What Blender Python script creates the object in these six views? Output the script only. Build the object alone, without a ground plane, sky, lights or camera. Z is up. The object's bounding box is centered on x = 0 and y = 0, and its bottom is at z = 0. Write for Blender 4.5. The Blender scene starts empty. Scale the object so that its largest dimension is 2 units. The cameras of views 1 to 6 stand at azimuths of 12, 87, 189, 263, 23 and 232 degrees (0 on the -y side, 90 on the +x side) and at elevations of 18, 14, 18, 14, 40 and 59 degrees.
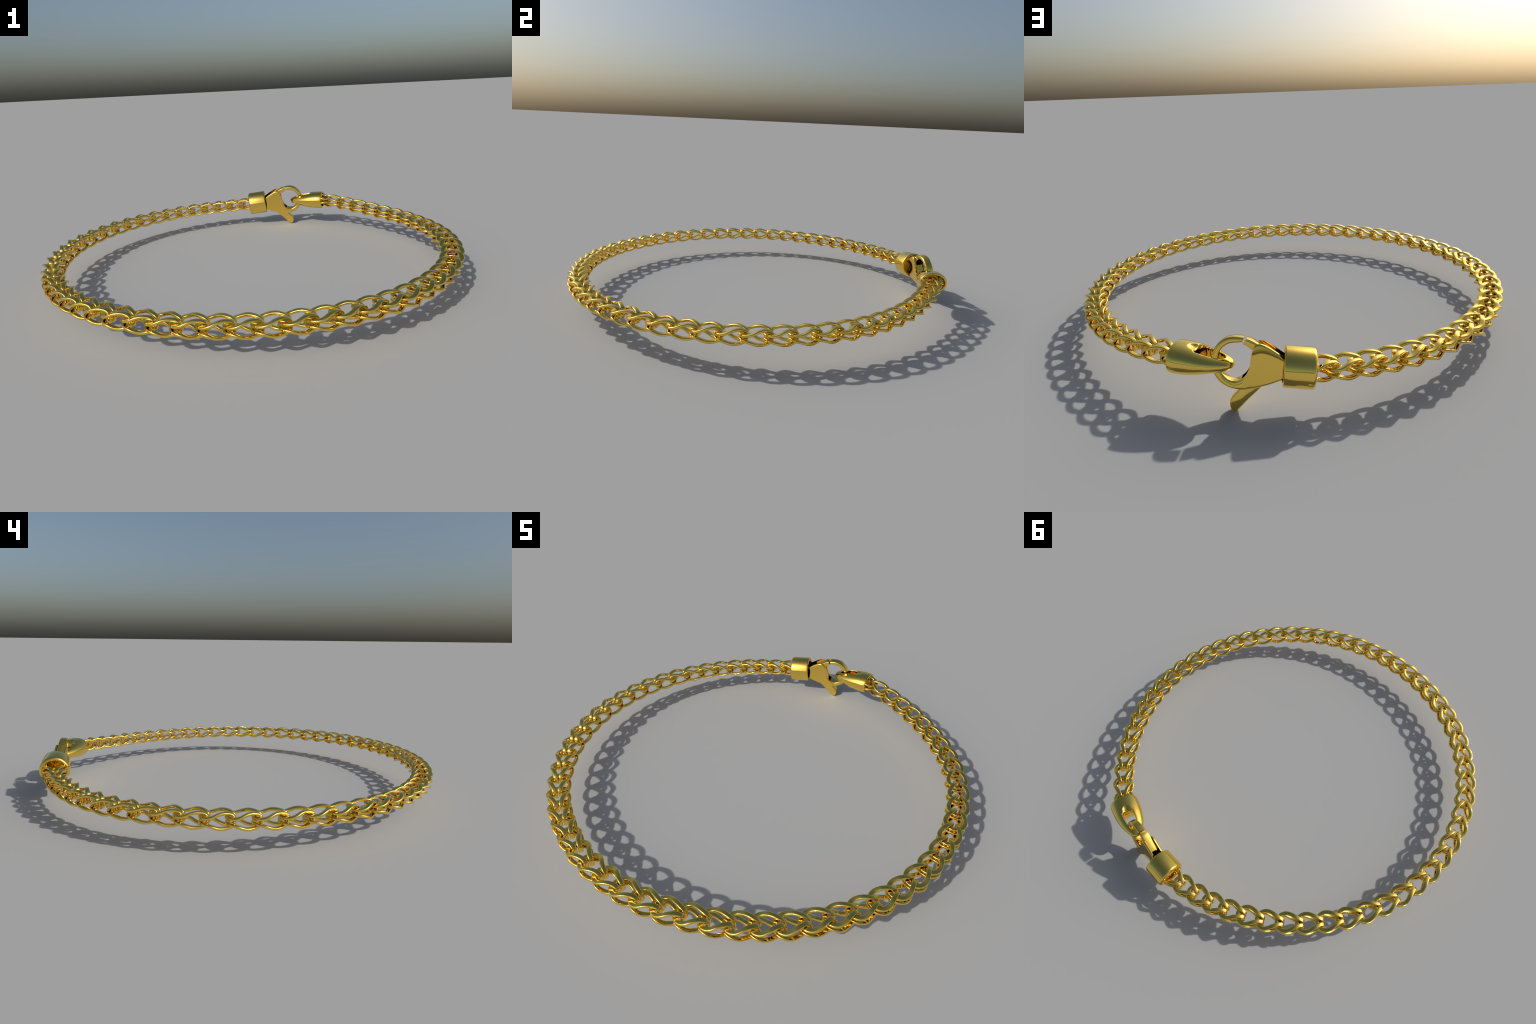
"""Gold foxtail-link bracelet with a lobster clasp.

The chain is a ring of identical folded links: each link is a flat dumbbell
shaped band, bent over into a U so that a teardrop loop lies on top and another
one below; the fold of every link passes through both loops of the next one.
"""
import bpy, bmesh, math
from mathutils import Vector, Matrix

# ------------------------------------------------------------------ materials
def gold_material(name, roughness):
    mat = bpy.data.materials.new(name)
    mat.use_nodes = True
    nt = mat.node_tree
    bsdf = nt.nodes["Principled BSDF"]
    coord = nt.nodes.new("ShaderNodeTexCoord")
    noise = nt.nodes.new("ShaderNodeTexNoise")
    noise.inputs["Scale"].default_value = 35.0
    noise.inputs["Detail"].default_value = 3.0
    ramp = nt.nodes.new("ShaderNodeValToRGB")
    ramp.color_ramp.elements[0].position = 0.3
    ramp.color_ramp.elements[0].color = (GOLD[0] * .99, GOLD[1] * .99, GOLD[2] * .985, 1)
    ramp.color_ramp.elements[1].position = 0.7
    ramp.color_ramp.elements[1].color = (*GOLD, 1)
    nt.links.new(coord.outputs["Object"], noise.inputs["Vector"])
    nt.links.new(noise.outputs["Fac"], ramp.inputs["Fac"])
    nt.links.new(ramp.outputs["Color"], bsdf.inputs["Base Color"])
    bsdf.inputs["Metallic"].default_value = 1.0
    bsdf.inputs["Roughness"].default_value = roughness
    return mat

GOLD = (1.0, 0.70, 0.136)
GOLD_LINK = gold_material("polished_gold_links", 0.06)
GOLD_CLASP = gold_material("polished_gold_clasp", 0.05)

# ------------------------------------------------------------------ helpers
def new_object(name, verts, faces, mat, smooth=True):
    me = bpy.data.meshes.new(name)
    me.from_pydata([tuple(v) for v in verts], [], faces)
    me.materials.append(mat)
    bm = bmesh.new(); bm.from_mesh(me)
    bmesh.ops.recalc_face_normals(bm, faces=bm.faces)
    bm.to_mesh(me); bm.free()
    ob = bpy.data.objects.new(name, me)
    bpy.context.scene.collection.objects.link(ob)
    if smooth:
        me.polygons.foreach_set("use_smooth", [True] * len(me.polygons))
    return ob

def catmull(points, per):
    """Dense Catmull-Rom curve through 2D or 3D control points."""
    P = [Vector(p).to_3d() for p in points]
    P = [P[0] * 2 - P[1]] + P + [P[-1] * 2 - P[-2]]
    out = []
    for i in range(1, len(P) - 2):
        a, b, c, d = P[i - 1:i + 3]
        for j in range(per):
            t = j / per
            out.append(0.5 * (2 * b + (c - a) * t + (2 * a - 5 * b + 4 * c - d) * t * t
                              + (3 * b - a - 3 * c + d) * t ** 3))
    out.append(P[-2])
    return out

def spline_value(knots, x):
    """Smooth value through (x, value) knots (cubic Hermite, finite slopes)."""
    n = len(knots)
    i = max(0, min(n - 2, next((k - 1 for k in range(1, n) if knots[k][0] >= x), n - 2)))
    def slope(k):
        lo, hi = max(0, k - 1), min(n - 1, k + 1)
        return (knots[hi][1] - knots[lo][1]) / (knots[hi][0] - knots[lo][0])
    (x0, y0), (x1, y1) = knots[i], knots[i + 1]
    h = x1 - x0; t = (x - x0) / h
    return ((2*t**3 - 3*t*t + 1) * y0 + (t**3 - 2*t*t + t) * h * slope(i)
            + (-2*t**3 + 3*t*t) * y1 + (t**3 - t*t) * h * slope(i + 1))

def rounded_rectangle(hw, ht, r, n=4, crown=0.0):
    """Counter-clockwise outline of a rectangle with rounded corners."""
    pts = []
    for cx, cy, a0 in ((hw - r, ht - r, 0), (-hw + r, ht - r, 90), (-hw + r, -ht + r, 180), (hw - r, -ht + r, 270)):
        for j in range(n + 1):
            a = math.radians(a0 + 90 * j / n)
            pts.append((cx + r * math.cos(a), cy + r * math.sin(a)))
    return pts

def smooth_by_angle(ob, degrees):
    bm = bmesh.new(); bm.from_mesh(ob.data)
    lim = math.radians(degrees)
    for e in bm.edges:
        e.smooth = len(e.link_faces) == 2 and e.calc_face_angle(0) < lim
    bm.to_mesh(ob.data); bm.free()

def boolean_cut(ob, cutters, degrees=35):
    for c in cutters:
        m = ob.modifiers.new("cut", "BOOLEAN")
        m.operation = "DIFFERENCE"; m.solver = "EXACT"; m.object = c
    dg = bpy.context.evaluated_depsgraph_get()
    me = bpy.data.meshes.new_from_object(ob.evaluated_get(dg))
    ob.modifiers.clear(); old = ob.data; ob.data = me
    bpy.data.meshes.remove(old)
    for c in cutters:
        m = c.data; bpy.data.objects.remove(c); bpy.data.meshes.remove(m)

# ------------------------------------------------------------------ the link
HALF_LENGTH = 0.0625      # fold to cross bar, half
HALF_WIDTH = 0.0415       # centre line of the widest part of the loop
HALF_GAP = 0.0117         # centre line of the two strands at the fold
BAND_W, BAND_T = 0.0191, 0.0110

def link_mesh():
    H = HALF_LENGTH
    # side profile of the upper half, from the middle of the fold to the cross bar
    prof = catmull([(H, 0), (H, 0.009), (H - .0014, 0.0160), (H - .008, 0.0218), (H - .020, 0.0266), (H - .038, 0.0290),
                    (H - .055, 0.0268), (H - .067, 0.0225), (H - .0825, 0.0166), (H - .097, 0.0128), (H - .111, 0.0109), (-H, 0.0096)], 24)
    prof = [Vector((p.x, p.y)) for p in prof]
    arc = [0.0]
    for a, b in zip(prof, prof[1:]):
        arc.append(arc[-1] + (b - a).length)
    L = arc[-1]
    def at(u):
        u = max(0.0, min(L, u))
        import bisect
        i = max(1, min(len(arc) - 1, bisect.bisect_left(arc, u)))
        f = (u - arc[i - 1]) / (arc[i] - arc[i - 1])
        p = prof[i - 1].lerp(prof[i], f)
        lo, hi = max(0, i - 3), min(len(prof) - 1, i + 2)
        t = (prof[hi] - prof[lo]).normalized()
        if u < 1e-6: t = Vector((0, 1))
        return p, t
    # flat pattern of one quarter: (u, n)
    bulge = L - 0.0430
    flat = []
    for j in range(8):                                  # the fold
        flat.append((0.018 * j / 8, HALF_GAP))
    n_mid = 22
    for j in range(n_mid):                              # strand opening outwards
        t = j / n_mid
        e = 0.9 * t * t * (3 - 2 * t) + 0.1 * t
        flat.append((0.018 + (bulge - 0.018) * t, HALF_GAP + (HALF_WIDTH - HALF_GAP) * e))
    for j in range(15):                                 # round end and cross bar
        a = math.pi / 2 * j / 14
        flat.append((bulge + (L - bulge) * math.sin(a) ** 1.0, HALF_WIDTH * math.cos(a)))
    def to3(u, n, sz, sn):
        p, t = at(u)
        pos = Vector((p.x, n * sn, p.y * sz))
        nor = Vector((t.y, 0, -t.x * sz))               # outward side of the profile
        tan = Vector((t.x, 0, t.y * sz))
        return pos, nor, tan
    # one closed loop: right-top, left-top (reversed), left-bottom, right-bottom (reversed)
    loop = []
    q = flat
    loop += [to3(u, n, 1, 1) for u, n in q]
    loop += [to3(u, n, 1, -1) for u, n in reversed(q[:-1])]
    loop += [to3(u, n, -1, -1) for u, n in q[1:]]
    loop += [to3(u, n, -1, 1) for u, n in reversed(q[1:-1])]
    N = len(loop)
    section = rounded_rectangle(BAND_W / 2, BAND_T / 2, 0.0042, 4)
    verts, faces = [], []
    for i, (p, nor, _) in enumerate(loop):
        tan = (loop[(i + 1) % N][0] - loop[i - 1][0]).normalized()
        nor = (nor - tan * nor.dot(tan)).normalized()
        side = tan.cross(nor).normalized()
        for x, y in section:
            verts.append(p + side * x + nor * y)
    m = len(section)
    for i in range(N):
        for j in range(m):
            a, b = i * m + j, i * m + (j + 1) % m
            c, d = ((i + 1) % N) * m + (j + 1) % m, ((i + 1) % N) * m + j
            faces.append((a, b, c, d))
    return new_object("chain_link", verts, faces, GOLD_LINK)

# ------------------------------------------------------------------ the ring the chain follows
# angle (degrees, counter-clockwise from +x) of the fold tip of every fourth link
TIP_ANGLE = [(0, 107.2), (4, 127.95), (8, 150.7), (12, 174.2), (16, 197.9), (20, 221.55), (24, 244.0), (28, 266.8),
             (32, 289.1), (36, 311.0), (40, 333.7), (44, 357.2), (48, 380.7), (52, 403.1), (56, 426.0), (58, 437.2)]
RADIUS = [(90, .944), (102, .943), (115, .941), (135, .941), (155, .944), (175, .9490), (215, .9515), (245, .9500), (270, .9480),
          (300, .948), (330, .9465), (360, .945), (377, .945), (391, .9415), (405, .939), (415, .940), (424, .947), (434, .957), (445, .960)]
HEIGHT = [(90, .147), (100, .145), (108, .1390), (120, .1360), (135, .133), (152, .132), (180, .1315), (205, .1290), (225, .1270),
          (245, .1285), (265, .1305), (290, .1315), (310, .1315), (335, .1308), (352, .1315), (375, .1325), (388, .134),
          (406, .141), (418, .152), (426, .163), (434, .171), (445, .172)]

def ring_point(deg):
    r, z = spline_value(RADIUS, deg), spline_value(HEIGHT, deg)
    a = math.radians(deg)
    return Vector((r * math.cos(a), r * math.sin(a), z))

bracelet = bpy.data.objects.new("bracelet", None)
bpy.context.scene.collection.objects.link(bracelet)
bracelet["label"] = "yellow gold foxtail chain bracelet with lobster clasp"
bracelet["category"] = "bracelet"

first = link_mesh()
for k in range(0, 59):
    ob = first if k == 0 else first.copy()
    if k > 0:
        bpy.context.scene.collection.objects.link(ob)
    tip = spline_value(TIP_ANGLE, k)
    half = math.degrees(HALF_LENGTH / 0.948)
    mid = tip - half
    p = ring_point(mid)
    s = (ring_point(mid + half) - ring_point(mid - half)).normalized()
    s.z *= 0.3; s.normalize()
    n = Vector((p.x, p.y, 0)); n = (n - s * n.dot(s)).normalized()
    z = s.cross(n)
    z = -z if z.z < 0 else z
    p = p.lerp((ring_point(mid + half) + ring_point(mid - half)) / 2, 0.6)
    M = Matrix((s, n, z)).transposed().to_4x4()
    M.translation = p
    ob.parent = bracelet
    ob.matrix_world = M

# ------------------------------------------------------------------ clasp frame
ALONG_ANGLE, TILT = math.atan(0.11), math.atan(0.18)
ALONG = Vector((math.cos(ALONG_ANGLE), math.sin(ALONG_ANGLE), 0))
side0 = Vector((-math.sin(ALONG_ANGLE), math.cos(ALONG_ANGLE), 0))
UP = math.cos(TILT) * Vector((0, 0, 1)) - math.sin(TILT) * side0
OUT = math.cos(TILT) * side0 + math.sin(TILT) * Vector((0, 0, 1))
CLASP = Matrix((ALONG, UP, OUT)).transposed().to_4x4()
CLASP.translation = Vector((0, 0.9400, 0.1480))

def plate_loft(name, stations, corner, per=5, mat=GOLD_CLASP):
    """Loft of rounded rectangles; a station is (inner a,b), (outer a,b), half thickness."""
    I = catmull([s[0] for s in stations], per)
    O = catmull([s[1] for s in stations], per)
    T = catmull([(s[2], 0) for s in stations], per)
    verts, faces = [], []
    for p, q, t in zip(I, O, T):
        mid, half = (p + q) / 2, (q - p) / 2
        hw = half.length; ax = half / hw
        r = min(corner, hw * .9, t.x * .9)
        for x, y in rounded_rectangle(hw, t.x, r, 4):
            v = mid + ax * x
            verts.append(Vector((v.x, v.y, y)))
    m = 20; n = len(verts) // m
    for i in range(n - 1):
        for j in range(m):
            faces.append((i*m + j, i*m + (j+1) % m, (i+1)*m + (j+1) % m, (i+1)*m + j))
    # end caps with a small chamfer
    for base, flip in ((0, 1), ((n - 1) * m, 0)):
        ring = [base + j for j in range(m)]
        faces.append(tuple(reversed(ring)) if flip else tuple(ring))
    ob = new_object(name, verts, faces, mat)
    ob.parent = bracelet
    ob.matrix_world = CLASP
    return ob

def prism(points, half):
    n = len(points)
    verts = [Vector((a, b, -half)) for a, b in points] + [Vector((a, b, half)) for a, b in points]
    faces = [tuple(range(n))[::-1], tuple(range(n, 2 * n))] + [(i, (i + 1) % n, n + (i + 1) % n, n + i) for i in range(n)]
    ob = new_object("cutter", verts, faces, GOLD_CLASP, False)
    ob.matrix_world = CLASP
    return ob

BODY = 0.030
HOOK = 0.0195
body = plate_loft("lobster_clasp", [
    ((-.112, .034), (-.112, -.031), BODY), ((-.098, .044), (-.092, -.038), BODY), ((-.070, .064), (-.060, -.050), BODY),
    ((-.041, .082), (-.030, -.0585), BODY), ((-.022, .0875), (-.015, -.062), BODY), ((-.008, .083), (-.002, -.0645), BODY),
    ((.002, .067), (.008, -.066), BODY), ((.008, .045), (.018, -.0675), BODY), ((.012, .020), (.028, -.0685), BODY),
    ((.017, 0), (.040, -.0690), .0295), ((.029, -.021), (.055, -.0685), .028), ((.045, -.034), (.070, -.0665), .026),
    ((.065, -.0405), (.088, -.0630), .0235), ((.084, -.036), (.1075, -.052), .0215), ((.101, -.0235), (.1245, -.0360), .020),
    ((.1135, -.006), (.1375, -.0135), .0195), ((.1205, .015), (.1440, .013), HOOK), ((.1210, .036), (.1440, .040), HOOK),
    ((.1158, .054), (.1365, .064), HOOK), ((.105, .0710), (.121, .0863), HOOK), ((.0875, .084), (.0975, .1042), HOOK),
    ((.068, .0892), (.072, .1110), HOOK), ((.050, .0895), (.050, .1105), HOOK), ((.037, .0920), (.0285, .1075), HOOK)], 0.0080)
boolean_cut(body, [prism([(-.085, -.015), (-.03, -.10), (.043, -.10), (.043, .02), (.03, .12), (-.16, .12), (-.16, .055)], 0.0202)])
smooth_by_angle(body, 40)

lever = plate_loft("clasp_lever", [
    ((.0355, .086), (.0215, .1035), HOOK), ((.018, .075), (.006, .0985), HOOK), ((-.002, .060), (-.014, .0865), HOOK),
    ((-.022, .045), (-.036, .0705), HOOK), ((-.048, .026), (-.062, .0510), HOOK), ((-.072, .006), (-.086, .028), HOOK)], 0.004)
smooth_by_angle(lever, 40)
lever.parent = body; lever.matrix_basis = Matrix.Identity(4)

trigger = plate_loft("clasp_trigger", [
    ((-.055, .030), (.000, .040), HOOK), ((-.042, -.020), (.022, -.015), HOOK), ((-.026, -.058), (.040, -.050), HOOK),
    ((-.008, -.0775), (.056, -.074), HOOK), ((.020, -.104), (.075, -.094), HOOK), ((.040, -.1255), (.0842, -.108), HOOK),
    ((.053, -.1385), (.0868, -.120), HOOK), ((.062, -.1460), (.0858, -.131), HOOK), ((.070, -.1478), (.081, -.1415), HOOK)], 0.006)
smooth_by_angle(trigger, 40)
trigger.parent = body; trigger.matrix_basis = Matrix.Identity(4)

# ------------------------------------------------------------------ barrel end cap (lathe)
def frame_from_axis(a, b, out_hint):
    ax = (b - a).normalized()
    out = (out_hint - ax * out_hint.dot(ax)).normalized()
    M = Matrix((ax, out, ax.cross(out))).transposed().to_4x4()
    M.translation = a
    return M, (b - a).length

def lathe(name, profile, squash, seg=64):
    verts, faces = [], []
    n = len(profile)
    for i in range(seg):
        a = 2 * math.pi * i / seg
        for x, r in profile:
            verts.append(Vector((x, r * math.cos(a) * squash[0], r * math.sin(a) * squash[1])))
    for i in range(seg):
        for j in range(n):
            faces.append((i*n + j, i*n + (j+1) % n, ((i+1) % seg)*n + (j+1) % n, ((i+1) % seg)*n + j))
    return new_object(name, verts, faces, GOLD_CLASP)

def arc2(cx, cy, r, a0, a1, n=5):
    return [(cx + r * math.cos(math.radians(a0 + (a1 - a0) * j / n)), cy + r * math.sin(math.radians(a0 + (a1 - a0) * j / n))) for j in range(n + 1)]

M, LEN = frame_from_axis(Vector((-.206, .9200, .1420)), Vector((-.098, .9360, .1550)), Vector((0, 1, 0)))
RO, rr = 0.0712, 0.012
RI_CLASP, RI_CHAIN = 0.0620, 0.0540
prof = (arc2(rr, RO - rr, rr, 180, 90) + arc2(LEN - .0065, RO - .0065, .0065, 90, 0)
        + arc2(LEN - .001, RI_CLASP + .001, .001, 0, -90, 3) + [(LEN * .70, RI_CLASP), (LEN * .64, RI_CLASP - .004), (LEN * .58, .045), (LEN * .55, .0005), (LEN * .15, .0005), (LEN * .15, RI_CHAIN - .004), (LEN * .13, RI_CHAIN)]
        + arc2(.004, RI_CHAIN + .004, .004, 270, 180, 3))
barrel = lathe("barrel_cap", prof, (1, 1))
barrel.parent = bracelet
barrel.matrix_world = M
smooth_by_angle(barrel, 40)

# ------------------------------------------------------------------ pointed end cap with an eye for the hook
M2, LEN2 = frame_from_axis(Vector((.286, .9185, .1675)), Vector((.068, .952, .1610)), Vector((0, 1, 0)))
WIDE = [(0, .0675), (.06, .0705), (.13, .0720), (.25, .0715), (.43, .0680), (.59, .0610), (.72, .0520), (.84, .0405), (.92, .0310), (.97, .0210), (1.0, .006)]
TALL = [(0, .0515), (.08, .0525), (.25, .0510), (.42, .0455), (.58, .0380), (.72, .0310), (.84, .0245), (.93, .0180), (.98, .0110), (1.0, .005)]
verts, faces = [], []
NS, NA = 60, 64
for i in range(NS + 1):
    f = i / NS
    w, h = spline_value(WIDE, f), spline_value(TALL, f)
    for j in range(NA):
        a = 2 * math.pi * j / NA
        c, s = math.cos(a), math.sin(a)
        verts.append(Vector((f * LEN2, w * math.copysign(abs(c) ** .9, c), h * math.copysign(abs(s) ** .9, s))))
for i in range(NS):
    for j in range(NA):
        faces.append((i*NA + j, i*NA + (j+1) % NA, (i+1)*NA + (j+1) % NA, (i+1)*NA + j))
faces.append(tuple(range(NA))); faces.append(tuple(NS * NA + j for j in range(NA)))
eye = new_object("eye_cap", verts, faces, GOLD_CLASP)

# eye: a slot through the cap from top to bottom, flaring outwards
slot = [(.090, .021), (.097, .0260), (.12, .0265), (.15, .0235), (.172, .018), (.184, .010), (.188, 0)]
plan = [(x, y) for x, y in slot] + [(x, -y) for x, y in reversed(slot[:-1])]
n = len(plan); verts = []; faces = []
levels = [(-.09, 1.5), (-.05, 1.15), (-.03, 1.03), (-.015, 1), (0, 1), (.015, 1), (.03, 1.03), (.05, 1.15), (.09, 1.5)]
for z, k in levels:
    for x, y in plan:
        ramp = max(0.0, abs(z) - .018) * 0.3 if x < .12 else 0.0
        verts.append(Vector((x - ramp * (.12 - x) / .035 + max(0.0, abs(z) - .018) * (.5 if x > .16 else 0), y * k, z)))
for i in range(len(levels) - 1):
    for j in range(n):
        faces.append((i*n + j, i*n + (j+1) % n, (i+1)*n + (j+1) % n, (i+1)*n + j))
faces.append(tuple(range(n))); faces.append(tuple((len(levels) - 1) * n + j for j in range(n)))
slot_cut = new_object("cutter", verts, faces, GOLD_CLASP, False)
# socket for the chain end
sock = lathe("cutter", [(-.03, .0001), (-.03, .054), (.018, .052), (.032, .040), (.036, .0001)], (1.12, .80))
# dished scoops where the eye opens, above and below
def scoop(sign):
    return lathe("cutter", [(-.045, .0001)] + [(-.045 * math.cos(math.pi * j / 16), .045 * math.sin(math.pi * j / 16)) for j in range(1, 16)] + [(.045, .0001)], (1, 1), 40)
scoops = []
for sign in (1, -1):
    c = scoop(sign)
    for v in c.data.vertices:
        v.co = Vector((v.co.x * 1.15 + .090, v.co.y * .85, v.co.z + sign * .0830))
    scoops.append(c)
boolean_cut(eye, [slot_cut, sock] + scoops)
rem = eye.modifiers.new("even", "REMESH"); rem.mode = "VOXEL"; rem.voxel_size = 0.0012; rem.use_smooth_shade = True
sm = eye.modifiers.new("soft", "SMOOTH"); sm.factor = 0.5; sm.iterations = 40
dg = bpy.context.evaluated_depsgraph_get()
me = bpy.data.meshes.new_from_object(eye.evaluated_get(dg))
eye.modifiers.clear(); eye.data = me
if not me.materials: me.materials.append(GOLD_CLASP)
me.polygons.foreach_set("use_smooth", [True] * len(me.polygons))
eye.parent = bracelet
eye.matrix_world = M2
